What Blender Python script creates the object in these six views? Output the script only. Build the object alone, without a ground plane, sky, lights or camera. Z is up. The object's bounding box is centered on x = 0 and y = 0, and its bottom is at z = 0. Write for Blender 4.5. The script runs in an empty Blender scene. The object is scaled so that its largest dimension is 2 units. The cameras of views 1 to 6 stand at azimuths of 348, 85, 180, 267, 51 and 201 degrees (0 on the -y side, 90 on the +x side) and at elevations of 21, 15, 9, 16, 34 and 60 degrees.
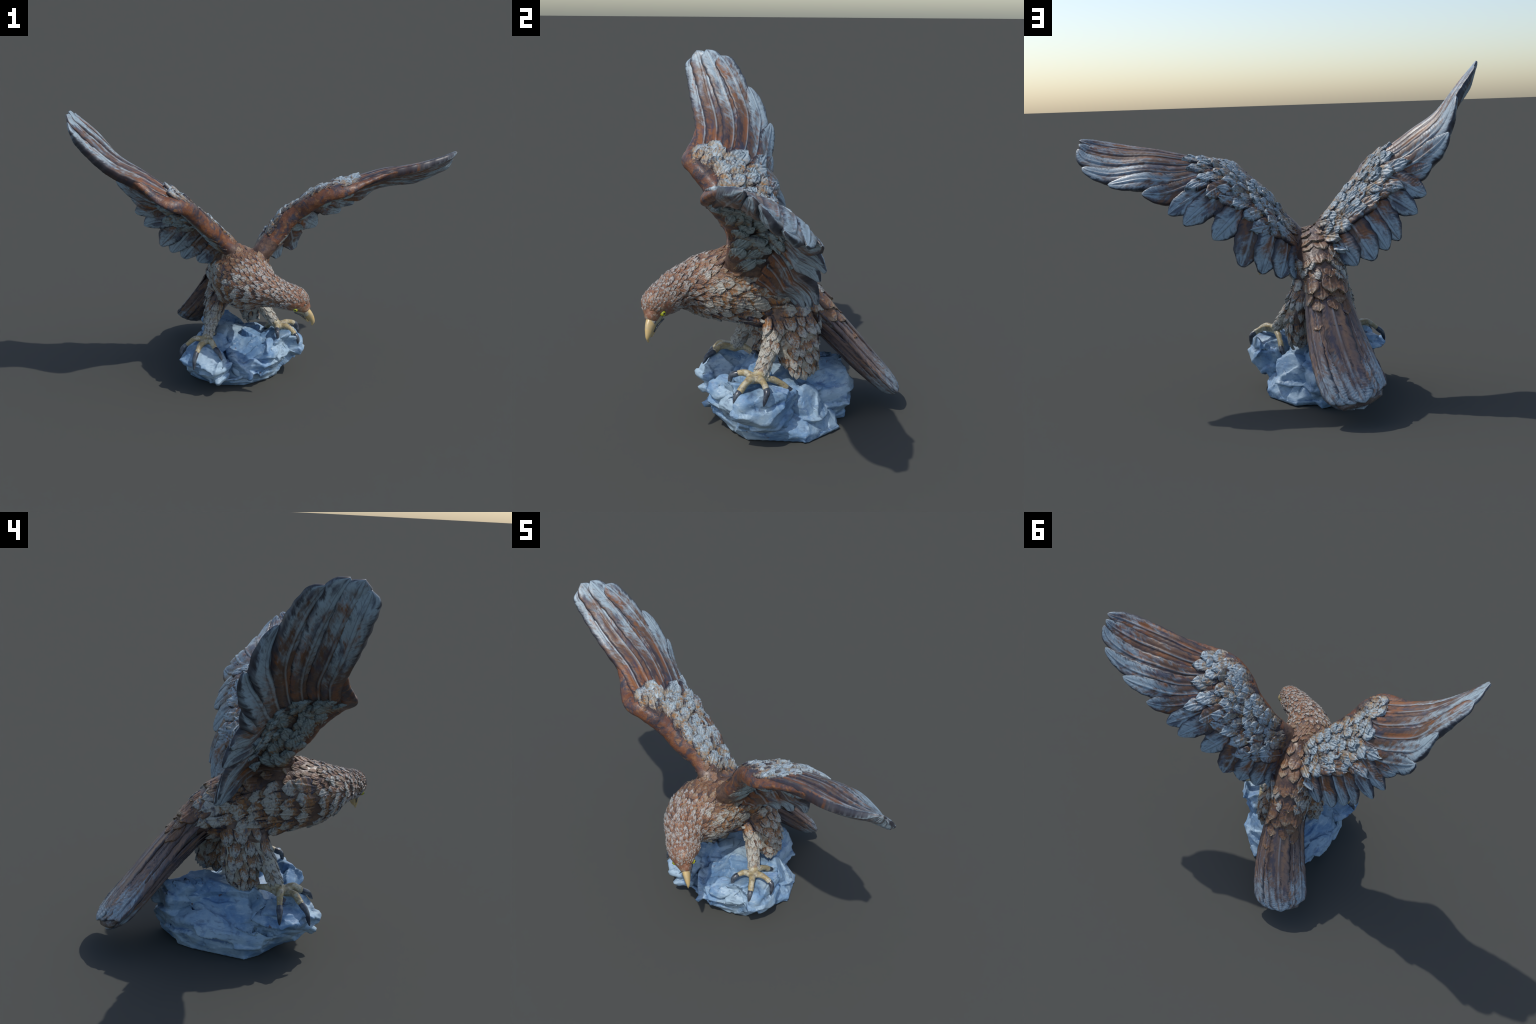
import bpy, bmesh, math, random
import numpy as np
from mathutils import Vector, Matrix, noise
from mathutils.bvhtree import BVHTree

RNG = random.Random(11)
V3 = lambda *a: np.array(a, dtype=float)


# ------------------------------------------------------------------ maths
def unit(v):
    v = np.asarray(v, float)
    return v / (np.linalg.norm(v, axis=-1, keepdims=True) + 1e-12)


def smooth(a, b, x):
    t = np.clip((np.asarray(x, float) - a) / (b - a), 0, 1)
    return t * t * (3 - 2 * t)


class Path:
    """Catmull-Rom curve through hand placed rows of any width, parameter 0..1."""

    def __init__(self, rows, at=None):
        self.p = np.array(rows, float)
        if self.p.ndim == 1:
            self.p = self.p[:, None]
        n = len(self.p)
        self.k = np.linspace(0, 1, n) if at is None else np.array(at, float)
        d = np.gradient(self.p, self.k, axis=0)
        self.d = d

    def __call__(self, t):
        t = np.asarray(t, float)
        flat = t.reshape(-1)
        i = np.clip(np.searchsorted(self.k, flat, side="right") - 1, 0, len(self.k) - 2)
        h = (self.k[i + 1] - self.k[i])[:, None]
        raw = ((flat - self.k[i])[:, None]) / h
        x = np.clip(raw, 0, 1)
        p0, p1, d0, d1 = self.p[i], self.p[i + 1], self.d[i] * h, self.d[i + 1] * h
        out = (2 * x**3 - 3 * x**2 + 1) * p0 + (x**3 - 2 * x**2 + x) * d0 + (-2 * x**3 + 3 * x**2) * p1 + (x**3 - x**2) * d1
        out = out + np.where(raw > 1, (raw - 1) * d1, 0) + np.where(raw < 0, raw * d0, 0)
        return out.reshape(t.shape + (self.p.shape[1],))


def num(rows, at=None):
    c = Path(rows, at)
    return lambda t: c(t)[..., 0]


# ------------------------------------------------------------------ meshes
def mesh_from(name, verts, faces, smooth_shade=True):
    me = bpy.data.meshes.new(name)
    me.from_pydata([tuple(v) for v in np.asarray(verts, float)], [], [tuple(int(i) for i in f) for f in faces])
    me.update()
    if smooth_shade:
        me.polygons.foreach_set("use_smooth", [True] * len(me.polygons))
    return me


def put(name, me, mat=None, parent=None):
    ob = bpy.data.objects.new(name, me)
    bpy.context.scene.collection.objects.link(ob)
    if mat is not None and not me.materials:
        me.materials.append(mat)
    if parent is not None:
        ob.parent = parent
    return ob


def grid_faces(nu, nv, wrap=False, start=0):
    f = []
    for i in range(nu - 1):
        for j in range(nv if wrap else nv - 1):
            a, b = start + i * nv + j, start + i * nv + (j + 1) % nv
            f.append((a, b, b + nv, a + nv))
    return f


def tube(rows, rings=40, seg=24, up=(0, 0, 1), power=1.0):
    """Closed loft. rows = x, y, z, half width, half height; ellipse in the plane across the path."""
    c = Path(rows)
    t = np.linspace(0, 1, rings)
    q = c(t)
    p, w, h = q[:, :3], np.maximum(q[:, 3], 1e-4), np.maximum(q[:, 4], 1e-4)
    tan = unit(np.gradient(p, axis=0))
    side = unit(np.cross(tan, np.array(up, float)))
    top = np.cross(side, tan)
    a = np.linspace(0, 2 * np.pi, seg, endpoint=False)
    ca, sa = np.cos(a), np.sin(a)
    ca = np.sign(ca) * np.abs(ca) ** power
    sa = np.sign(sa) * np.abs(sa) ** power
    v = p[:, None] + side[:, None] * (w[:, None] * ca)[..., None] + top[:, None] * (h[:, None] * sa)[..., None]
    # round the two ends
    caps = []
    for e, s in ((0, -1), (rings - 1, 1)):
        caps.append(p[e] + s * tan[e] * min(w[e], h[e]) * 0.6)
    v = v.reshape(-1, 3)
    f = grid_faces(rings, seg, True)
    n = len(v)
    v = np.vstack([v, caps])
    f = [tuple(reversed(x)) for x in f]
    f += [(n, j, (j + 1) % seg) for j in range(seg)]
    o = (rings - 1) * seg
    f += [(n + 1, o + (j + 1) % seg, o + j) for j in range(seg)]
    return v, f


class Lump:
    """Collects closed pieces and melts them together with a voxel remesh."""

    def __init__(self):
        self.v, self.f = [], []

    def add(self, vf):
        n = sum(len(x) for x in self.v)
        self.v.append(np.asarray(vf[0]))
        self.f += [tuple(i + n for i in x) for x in vf[1]]

    def hull(self, pts):
        bm = bmesh.new()
        for p in pts:
            bm.verts.new(p)
        r = bmesh.ops.convex_hull(bm, input=bm.verts)
        bmesh.ops.delete(bm, geom=[g for g in r["geom_interior"] if isinstance(g, bmesh.types.BMVert)], context="VERTS")
        bmesh.ops.recalc_face_normals(bm, faces=bm.faces)
        bm.verts.index_update()
        self.add((np.array([v.co[:] for v in bm.verts]), [tuple(v.index for v in f.verts) for f in bm.faces]))
        bm.free()

    def melt(self, voxel, rounds=4, factor=0.5):
        me = mesh_from("lump", np.vstack(self.v), self.f)
        bm = bmesh.new()
        bm.from_mesh(me)
        bmesh.ops.recalc_face_normals(bm, faces=bm.faces)
        bm.to_mesh(me)
        bm.free()
        ob = put("lump", me)
        m = ob.modifiers.new("melt", "REMESH")
        m.mode, m.voxel_size = "VOXEL", voxel
        if rounds:
            s = ob.modifiers.new("soft", "SMOOTH")
            s.iterations, s.factor = rounds, factor
        dg = bpy.context.evaluated_depsgraph_get()
        out = bpy.data.meshes.new_from_object(ob.evaluated_get(dg))
        bpy.data.objects.remove(ob)
        bpy.data.meshes.remove(me)
        return out


def coords(me):
    a = np.empty(len(me.vertices) * 3)
    me.vertices.foreach_get("co", a)
    return a.reshape(-1, 3)


def vnormals(me):
    a = np.empty(len(me.vertices) * 3)
    me.vertices.foreach_get("normal", a)
    return a.reshape(-1, 3)


def set_coords(me, a):
    me.vertices.foreach_set("co", np.asarray(a, float).reshape(-1))
    me.update()


def nz(p, scale, seed=0.0):
    return noise.noise(Vector((p[0] * scale + seed, p[1] * scale - seed * 0.7, p[2] * scale + seed * 1.3)))


# ------------------------------------------------------------------ materials
class Nodes:
    def __init__(self, name):
        self.m = bpy.data.materials.new(name)
        self.m.use_nodes = True
        self.t = self.m.node_tree
        self.bsdf = self.t.nodes["Principled BSDF"]
        self.tc = self.t.nodes.new("ShaderNodeTexCoord")

    def link(self, a, b):
        if isinstance(a, (int, float)):
            b.default_value = a
        elif isinstance(a, tuple):
            b.default_value = (*a, 1.0) if len(a) == 3 and len(b.default_value) == 4 else a
        else:
            self.t.links.new(a, b)

    @property
    def obj(self):
        return self.tc.outputs["Object"]

    def math(self, op, a, b=0.0, c=None, clamp=False):
        n = self.t.nodes.new("ShaderNodeMath")
        n.operation, n.use_clamp = op, clamp
        self.link(a, n.inputs[0])
        self.link(b, n.inputs[1])
        if c is not None:
            self.link(c, n.inputs[2])
        return n.outputs[0]

    def step(self, a, b, x):
        n = self.t.nodes.new("ShaderNodeMapRange")
        n.interpolation_type = "SMOOTHSTEP"
        self.link(x, n.inputs["Value"])
        n.inputs["From Min"].default_value, n.inputs["From Max"].default_value = (a, b) if a < b else (b, a)
        if a > b:
            n.inputs["To Min"].default_value, n.inputs["To Max"].default_value = 1.0, 0.0
        return n.outputs[0]

    def mix(self, f, a, b):
        n = self.t.nodes.new("ShaderNodeMix")
        n.data_type = "RGBA"
        self.link(f, n.inputs[0])
        self.link(a, n.inputs[6])
        self.link(b, n.inputs[7])
        return n.outputs[2]

    def map(self, vec, scale=(1, 1, 1), loc=(0, 0, 0), rot=(0, 0, 0)):
        n = self.t.nodes.new("ShaderNodeMapping")
        self.link(vec, n.inputs["Vector"])
        n.inputs["Scale"].default_value, n.inputs["Location"].default_value, n.inputs["Rotation"].default_value = scale, loc, rot
        return n.outputs[0]

    def noise(self, vec, scale, detail=4.0, rough=0.55, distort=0.0):
        n = self.t.nodes.new("ShaderNodeTexNoise")
        self.link(vec, n.inputs["Vector"])
        n.inputs["Scale"].default_value, n.inputs["Detail"].default_value = scale, detail
        n.inputs["Roughness"].default_value, n.inputs["Distortion"].default_value = rough, distort
        return n.outputs["Fac"]

    def voronoi(self, vec, scale, feature="F1", out="Distance", rnd=1.0):
        n = self.t.nodes.new("ShaderNodeTexVoronoi")
        n.feature = feature
        self.link(vec, n.inputs["Vector"])
        n.inputs["Scale"].default_value = scale
        n.inputs["Randomness"].default_value = rnd
        return n.outputs[out]

    def attr(self, name):
        n = self.t.nodes.new("ShaderNodeAttribute")
        n.attribute_name = name
        return n.outputs["Fac"]

    def xyz(self, vec):
        n = self.t.nodes.new("ShaderNodeSeparateXYZ")
        self.link(vec, n.inputs[0])
        return n.outputs

    def join(self, x, y, z):
        n = self.t.nodes.new("ShaderNodeCombineXYZ")
        for v, i in zip((x, y, z), n.inputs):
            self.link(v, i)
        return n.outputs[0]

    def rand(self):
        return self.t.nodes.new("ShaderNodeObjectInfo").outputs["Random"]

    def done(self, colour, rough=0.45, bump=None, dist=0.002, strength=0.6, spec=0.4, coat=0.0):
        self.link(colour, self.bsdf.inputs["Base Color"])
        self.link(rough, self.bsdf.inputs["Roughness"])
        self.bsdf.inputs["Specular IOR Level"].default_value = spec
        self.bsdf.inputs["Coat Weight"].default_value = coat
        self.bsdf.inputs["Coat Roughness"].default_value = 0.25
        if bump is not None:
            b = self.t.nodes.new("ShaderNodeBump")
            b.inputs["Distance"].default_value, b.inputs["Strength"].default_value = dist, strength
            self.link(bump, b.inputs["Height"])
            self.link(b.outputs[0], self.bsdf.inputs["Normal"])
        return self.m


PALE = (0.37, 0.47, 0.53)
CREAM = (0.46, 0.43, 0.34)
BROWN = (0.15, 0.075, 0.045)
RUST = (0.27, 0.095, 0.03)
OCHRE = (0.34, 0.17, 0.055)
DARK = (0.028, 0.025, 0.034)
INDIGO = (0.045, 0.06, 0.11)


def feather_paint(name, tip, mid, base, edge, pale_from=0.35, use_attr=False, shaft=0.35, dark_amount=0.5, vane_bias=0.0, soft=0.35):
    """Dry-brushed glaze: dark base, brown middle, pale tip, streaks along the barbs, pale shaft."""
    k = Nodes(name)
    if use_attr:
        al, ac = k.attr("along"), k.attr("across")
        lead = k.attr("reach")
    else:
        s = k.xyz(k.obj)
        al, ac = s[1], k.math("MULTIPLY", s[0], 2.0)
        lead = s[1]
    rnd = k.rand()
    off = k.math("MULTIPLY", rnd, 37.0)
    aac = k.math("ABSOLUTE", ac)
    # barb coordinates: run out and towards the tip
    barb = k.math("SUBTRACT", lead, k.math("MULTIPLY", aac, 0.18 if not use_attr else 0.05))
    bs = 26.0 if not use_attr else 46.0
    streak = k.noise(k.join(k.math("MULTIPLY", barb, bs), k.math("ADD", k.math("MULTIPLY", ac, 1.6), off), off), 1.0, 3.0, 0.6)
    blotch = k.noise(k.join(k.math("MULTIPLY", lead, 3.2 if not use_attr else 7.0), k.math("MULTIPLY", ac, 1.1), off), 1.6, 4.0, 0.6)
    fine = k.noise(k.join(k.math("MULTIPLY", barb, bs * 2.6), k.math("ADD", k.math("MULTIPLY", ac, 3.0), off), off), 1.0, 2.0, 0.6)
    st = k.math("SUBTRACT", streak, 0.5)
    a2 = k.math("ADD", al, k.math("MULTIPLY", k.math("SUBTRACT", blotch, 0.5), 1.3))
    a2 = k.math("ADD", a2, k.math("MULTIPLY", st, 1.1))
    a2 = k.math("ADD", a2, k.math("MULTIPLY", k.math("SUBTRACT", rnd, 0.5), 0.4))
    # the hind vane is brushed paler than the front one
    a2 = k.math("ADD", a2, k.math("MULTIPLY", ac, vane_bias))
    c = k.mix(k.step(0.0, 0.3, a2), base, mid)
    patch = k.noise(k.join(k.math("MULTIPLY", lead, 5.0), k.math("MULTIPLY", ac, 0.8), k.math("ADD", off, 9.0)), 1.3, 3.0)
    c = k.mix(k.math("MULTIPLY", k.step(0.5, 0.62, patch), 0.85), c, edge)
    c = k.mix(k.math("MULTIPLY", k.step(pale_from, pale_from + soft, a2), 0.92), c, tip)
    stain = k.noise(k.join(k.math("MULTIPLY", lead, 6.0), k.math("MULTIPLY", ac, 0.9), k.math("ADD", off, 21.0)), 1.5, 4.0, 0.6)
    c = k.mix(k.math("MULTIPLY", k.step(0.52, 0.68, stain), 0.75), c, (0.05, 0.055, 0.09))
    # dark comb marks towards the vane edges
    comb = k.math("MULTIPLY", k.step(0.52, 0.66, streak), k.step(0.05, 0.7, aac))
    c = k.mix(k.math("MULTIPLY", comb, dark_amount), c, DARK)
    c = k.mix(k.math("MULTIPLY", k.step(0.54, 0.7, fine), 0.32), c, (0.06, 0.055, 0.07))
    rim = k.step(0.66, 0.98, k.math("ADD", aac, k.math("MULTIPLY", st, 0.8)))
    c = k.mix(k.math("MULTIPLY", rim, min(1.0, dark_amount * 1.5)), c, DARK)
    worn = k.math("MULTIPLY", k.step(0.10, 0.03, aac), k.step(0.3, 0.55, blotch))
    c = k.mix(k.math("MULTIPLY", worn, shaft), c, tip)
    groove = k.math("MULTIPLY", k.step(0.1, 0.14, aac), k.step(0.22, 0.15, aac))
    c = k.mix(k.math("MULTIPLY", groove, shaft * 0.9), c, DARK)
    return k.done(c, 0.43, k.math("ADD", streak, k.math("MULTIPLY", blotch, 0.4)), 0.0025, 0.6, 0.4, 0.06)


def skin_paint(name, a, b, c, scale=14.0, dark=0.5):
    k = Nodes(name)
    n1 = k.noise(k.obj, scale, 5.0, 0.6, 0.6)
    n2 = k.noise(k.map(k.obj, (1, 1, 1), (3.1, 1.7, 5.2)), scale * 2.3, 5.0, 0.65, 0.4)
    n3 = k.noise(k.map(k.obj, (1, 1, 1), (7.1, 2.7, 1.2)), scale * 7.0, 3.0, 0.6)
    col = k.mix(k.step(0.42, 0.62, n1), a, b)
    col = k.mix(k.step(0.5, 0.68, n2), col, c)
    brush = k.noise(k.map(k.obj, (1.0, 0.25, 1.0), (2.3, 9.1, 4.4)), scale * 5.0, 4.0, 0.65, 0.5)
    col = k.mix(k.math("MULTIPLY", k.step(0.5, 0.66, brush), dark), col, DARK)
    col = k.mix(k.math("MULTIPLY", k.step(0.55, 0.72, n3), 0.35), col, DARK)
    return k.done(col, 0.42, k.math("ADD", k.math("MULTIPLY", n2, 0.6), k.math("ADD", n3, brush)), 0.003, 0.5, 0.4, 0.08)


def rock_paint():
    k = Nodes("rock_paint")
    big = k.noise(k.obj, 5.0, 5.0, 0.6, 0.8)
    fine = k.noise(k.map(k.obj, (1, 1, 2.6)), 26.0, 6.0, 0.65, 0.3)
    wash = k.noise(k.map(k.obj, (1, 1, 1.6), (4, 2, 7)), 11.0, 5.0, 0.6, 1.0)
    c = k.mix(k.step(0.38, 0.62, big), (0.145, 0.265, 0.43), (0.33, 0.445, 0.54))
    # navy wash run into the clefts with a broken brush edge
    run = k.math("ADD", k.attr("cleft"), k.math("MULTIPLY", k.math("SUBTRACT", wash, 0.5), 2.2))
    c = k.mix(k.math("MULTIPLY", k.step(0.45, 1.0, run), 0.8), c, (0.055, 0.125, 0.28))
    c = k.mix(k.math("MULTIPLY", k.step(0.55, 0.66, wash), 0.5), c, (0.08, 0.17, 0.34))
    c = k.mix(k.math("MULTIPLY", k.step(0.52, 0.68, fine), 0.5), c, (0.07, 0.10, 0.17))
    c = k.mix(k.math("MULTIPLY", k.step(0.44, 0.34, fine), 0.5), c, (0.46, 0.56, 0.63))
    spots = k.noise(k.map(k.obj, (1, 1, 1), (11, 3, 5)), 19.0, 2.0, 0.4)
    c = k.mix(k.math("MULTIPLY", k.step(0.74, 0.77, spots), 0.7), c, (0.12, 0.05, 0.03))
    return k.done(c, 0.5, k.math("ADD", fine, k.math("MULTIPLY", wash, 0.5)), 0.004, 0.5, 0.35)


def plain(name, col, col2, scale=60.0, rough=0.35, coat=0.1):
    k = Nodes(name)
    n = k.noise(k.obj, scale, 4.0, 0.6)
    return k.done(k.mix(k.step(0.38, 0.66, n), col, col2), rough, n, 0.0012, 0.4, 0.45, coat)


MAT = dict(
    covert=feather_paint("covert_paint", (0.36, 0.45, 0.50), (0.30, 0.26, 0.20), (0.07, 0.045, 0.035), (0.33, 0.165, 0.05), 0.46, dark_amount=0.75, shaft=0.1),
    greater=feather_paint("greater_covert_paint", (0.35, 0.44, 0.49), (0.17, 0.10, 0.06), (0.06, 0.04, 0.04), (0.25, 0.11, 0.035), 0.5, dark_amount=0.65, shaft=0.3),
    under=feather_paint("under_covert_paint", (0.28, 0.36, 0.38), (0.25, 0.20, 0.13), (0.05, 0.038, 0.035), (0.28, 0.15, 0.055), 0.24, dark_amount=0.45, shaft=0.15),
    contour=feather_paint("contour_feather_paint", (0.41, 0.41, 0.37), (0.25, 0.125, 0.05), (0.035, 0.03, 0.04), (0.31, 0.125, 0.03), 0.38, dark_amount=0.75, shaft=0.1),
    shank=feather_paint("shank_feather_paint", (0.44, 0.43, 0.38), (0.36, 0.30, 0.22), (0.16, 0.10, 0.065), (0.28, 0.17, 0.09), 0.2, dark_amount=0.45, shaft=0.1),
    neck=feather_paint("neck_feather_paint", (0.43, 0.42, 0.39), (0.24, 0.115, 0.055), (0.05, 0.036, 0.042), (0.30, 0.115, 0.035), 0.52, dark_amount=0.7, shaft=0.3),
    rump=feather_paint("rump_feather_paint", (0.33, 0.25, 0.165), (0.20, 0.10, 0.05), (0.10, 0.055, 0.035), (0.17, 0.08, 0.035), 0.62, dark_amount=0.45, shaft=0.05),
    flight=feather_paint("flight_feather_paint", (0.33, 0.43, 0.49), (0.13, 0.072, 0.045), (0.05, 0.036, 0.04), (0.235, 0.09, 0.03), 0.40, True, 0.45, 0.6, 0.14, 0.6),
    tail=feather_paint("tail_feather_paint", (0.34, 0.43, 0.49), (0.19, 0.125, 0.10), (0.10, 0.06, 0.05), (0.26, 0.15, 0.09), 0.55, True, 0.3, 0.5, 0.0, 0.55),
    torso=skin_paint("torso_paint", (0.10, 0.06, 0.045), (0.17, 0.10, 0.065), (0.055, 0.04, 0.045), 14, 0.4),
    neck_skin=skin_paint("neck_paint", (0.30, 0.22, 0.16), BROWN, (0.36, 0.33, 0.28), 16, 0.4),
    head=skin_paint("head_paint", (0.25, 0.11, 0.065), (0.30, 0.17, 0.10), (0.36, 0.31, 0.25), 26, 0.25),
    leg=skin_paint("leg_paint", (0.40, 0.38, 0.31), (0.24, 0.16, 0.10), (0.42, 0.41, 0.36), 20, 0.25),
    foot=skin_paint("foot_paint", (0.38, 0.30, 0.15), (0.48, 0.44, 0.32), (0.22, 0.17, 0.12), 30, 0.35),
    wing=skin_paint("wing_paint", (0.165, 0.062, 0.028), (0.05, 0.046, 0.06), (0.24, 0.115, 0.05), 19, 0.3),
    wing_back=skin_paint("wing_web_paint", (0.07, 0.05, 0.045), DARK, (0.13, 0.075, 0.045), 18, 0.3),
    rock=rock_paint(),
    beak=plain("beak_horn", (0.56, 0.40, 0.17), (0.46, 0.36, 0.20), 40),
    cere=plain("cere_skin", (0.40, 0.36, 0.25), (0.30, 0.28, 0.22), 60),
    claw=plain("claw_horn", (0.028, 0.034, 0.05), (0.085, 0.10, 0.12), 40, 0.3, 0.25),
    iris=plain("eye_iris", (0.42, 0.44, 0.02), (0.30, 0.32, 0.02), 90, 0.15, 0.5),
    pupil=plain("eye_pupil", (0.01, 0.01, 0.01), (0.015, 0.015, 0.015), 90, 0.12, 0.5),
)

ROOT = bpy.data.objects.new("eagle_statue", None)
bpy.context.scene.collection.objects.link(ROOT)
ROOT["label"] = "painted eagle with raised wings landing on a blue rock"
ROOT["category"] = "eagle figurine"


# ------------------------------------------------------------------ wings as surfaces
class Wing:
    """Surface between a leading and a trailing curve; s runs root to tip, t front to back."""

    def __init__(self, lead, trail, flip, radius, camber, depth):
        self.L, self.T, self.flip = Path(lead), Path(trail), flip
        self.R, self.C, self.D = num(radius), num(camber), num(depth)

    def raw(self, s, t):
        s, t = np.broadcast_arrays(np.asarray(s, float), np.asarray(t, float))
        L, T = self.L(s), self.T(s)
        return L + (T - L) * t[..., None]

    def up(self, s):
        s = np.asarray(s, float)
        d = 0.02
        m = lambda x: self.raw(x, np.full_like(x, 0.5))
        n = unit(np.cross(m(s + d) - m(s - d), self.T(s) - self.L(s)))
        return n * self.flip

    def P(self, s, t):
        s, t = np.broadcast_arrays(np.asarray(s, float), np.asarray(t, float))
        tc = np.clip(t, 0, 1)
        b = self.C(np.clip(s, 0, 1)) * (tc ** 0.8 * (1 - tc)) * 4
        return self.raw(s, t) + self.up(s) * b[..., None]

    def N(self, s, t):
        d = 0.01
        n = np.cross(self.P(s + d, t) - self.P(s - d, t), self.P(s, t + d) - self.P(s, t - d))
        return unit(n) * self.flip

    def half(self, s, t, side=1):
        s, t = np.broadcast_arrays(np.asarray(s, float), np.asarray(t, float))
        r = self.R(np.clip(s, 0, 1))
        ch = np.linalg.norm(self.T(s) - self.L(s), axis=-1)
        x = np.clip(t * ch / (r * 1.3), 0, 1)
        nose = np.sqrt(np.clip(1 - (1 - x) ** 2, 0, 1))
        thin = 0.004 + 0.003 * (1 - t) + (self.D(np.clip(s, 0, 1)) * np.sin(np.pi * np.clip(t, 0, 1) ** 0.7) * (1 - smooth(0.88, 1.0, s)) if side < 0 else 0)
        r = r * np.where(side > 0, 1 - 0.35 * smooth(0.5, 0.62, s), 1.0)
        w_ = 1.25 - 0.25 * smooth(0.42, 0.6, s)
        r = r * np.where(side > 0, w_, 1.0)
        k = smooth(0.6, 1.4 + 0.9 * (w_ - 1) / 0.25 + 0.5, t * ch / r) if side > 0 else smooth(0.05, 0.55, t)
        return nose * (r * (1 - k) + np.minimum(thin, r) * k)

    def slab(self, ns=110, nt=26, tend=0.83, send=0.96):
        s = np.linspace(-0.03, send, ns)
        t = (np.linspace(0, 1, nt) ** 1.6) * tend
        S, T = np.meshgrid(s, t, indexing="ij")
        inset = smooth(0.56, 0.75, S) * 0.022 / np.linalg.norm(self.T(S) - self.L(S), axis=-1)
        T = inset + T * (1 - inset / tend)
        p, n = self.P(S, T), self.N(S, np.clip(T, 0.02, 1))
        hi, lo = p + n * self.half(S, T - inset)[..., None], p - n * self.half(S, T - inset, -1)[..., None]
        ring = np.concatenate([hi, lo[:, :0:-1]], axis=1)
        m = ring.shape[1]
        v = ring.reshape(-1, 3)
        f = grid_faces(ns, m, True)
        f.append(tuple(range(m)))
        f.append(tuple(reversed(range((ns - 1) * m, ns * m))))
        return v, f


LEFT = Wing(
    [(-0.03, -0.222, 0.735), (0.075, -0.210, 0.838), (0.141, -0.231, 0.929), (0.211, -0.278, 0.997), (0.283, -0.313, 1.049), (0.362, -0.328, 1.075),
     (0.470, -0.310, 1.118), (0.60, -0.303, 1.153), (0.747, -0.305, 1.187), (0.888, -0.284, 1.219), (0.997, -0.238, 1.243)],
    [(-0.07, 0.06, 0.565), (0.015, 0.09, 0.58), (0.11, 0.11, 0.608), (0.21, 0.12, 0.653), (0.33, 0.112, 0.767), (0.463, 0.108, 0.848),
     (0.56, 0.085, 0.906), (0.67, 0.06, 0.993), (0.825, -0.01, 1.03), (0.955, -0.092, 1.105), (0.99, -0.164, 1.187)],
    1, [0.050, 0.043, 0.041, 0.038, 0.035, 0.034, 0.024, 0.019, 0.016, 0.012, 0.009],
    [0.035, 0.072, 0.10, 0.105, 0.105, 0.092, 0.066, 0.042, 0.026, 0.015, 0.008],
    [0.065, 0.085, 0.088, 0.084, 0.080, 0.076, 0.066, 0.054, 0.045, 0.030, 0.010])
RIGHT = Wing(
    [(-0.195, -0.215, 0.745), (-0.255, -0.208, 0.808), (-0.328, -0.255, 0.884), (-0.397, -0.297, 0.966), (-0.452, -0.350, 1.030), (-0.520, -0.392, 1.073),
     (-0.607, -0.376, 1.121), (-0.707, -0.352, 1.186), (-0.825, -0.349, 1.264), (-0.930, -0.356, 1.386), (-1.004, -0.364, 1.515)],
    [(-0.26, 0.06, 0.60), (-0.34, 0.09, 0.62), (-0.414, 0.10, 0.652), (-0.48, 0.09, 0.693), (-0.54, 0.084, 0.74), (-0.625, 0.085, 0.856),
     (-0.672, 0.06, 0.943), (-0.735, 0.045, 1.09), (-0.783, 0.022, 1.234), (-0.838, -0.071, 1.391), (-0.945, -0.19, 1.53)],
    -1, [0.050, 0.043, 0.041, 0.038, 0.035, 0.034, 0.030, 0.028, 0.025, 0.020, 0.014],
    [0.04, 0.065, 0.088, 0.10, 0.115, 0.122, 0.113, 0.090, 0.060, 0.032, 0.012],
    [0.0, 0.0, 0.0, 0.014, 0.040, 0.066, 0.090, 0.100, 0.092, 0.070, 0.02])

# ------------------------------------------------------------------ body
body = Lump()
# torso, neck and head in one run (x, y, z, half width, half height)
TRUNK = [(-0.205, 0.24, 0.46, 0.085, 0.03), (-0.187, 0.14, 0.55, 0.092, 0.068), (-0.168, 0.03, 0.592, 0.112, 0.120), (-0.16, -0.09, 0.608, 0.135, 0.148),
         (-0.152, -0.20, 0.623, 0.152, 0.150), (-0.130, -0.30, 0.628, 0.140, 0.132), (-0.083, -0.385, 0.636, 0.102, 0.090), (-0.03, -0.435, 0.630, 0.080, 0.070),
         (0.025, -0.474, 0.619, 0.074, 0.061), (0.064, -0.502, 0.604, 0.062, 0.062), (0.090, -0.514, 0.575, 0.036, 0.042), (0.104, -0.521, 0.556, 0.024, 0.030)]
body.add(tube(TRUNK, 90, 40))
# tail core: rolled a little towards the bird's right
TAIL = [(-0.188, 0.122, 0.537, 0.088, 0.06), (-0.195, 0.211, 0.453, 0.094, 0.050), (-0.219, 0.316, 0.336, 0.110, 0.045), (-0.252, 0.409, 0.226, 0.125, 0.041), (-0.287, 0.485, 0.143, 0.125, 0.035), (-0.314, 0.534, 0.097, 0.097, 0.024)]
TAIL_UP = unit(V3(-0.06, 0.66, 0.74))
body.add(tube(TAIL, 40, 30, TAIL_UP))
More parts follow.
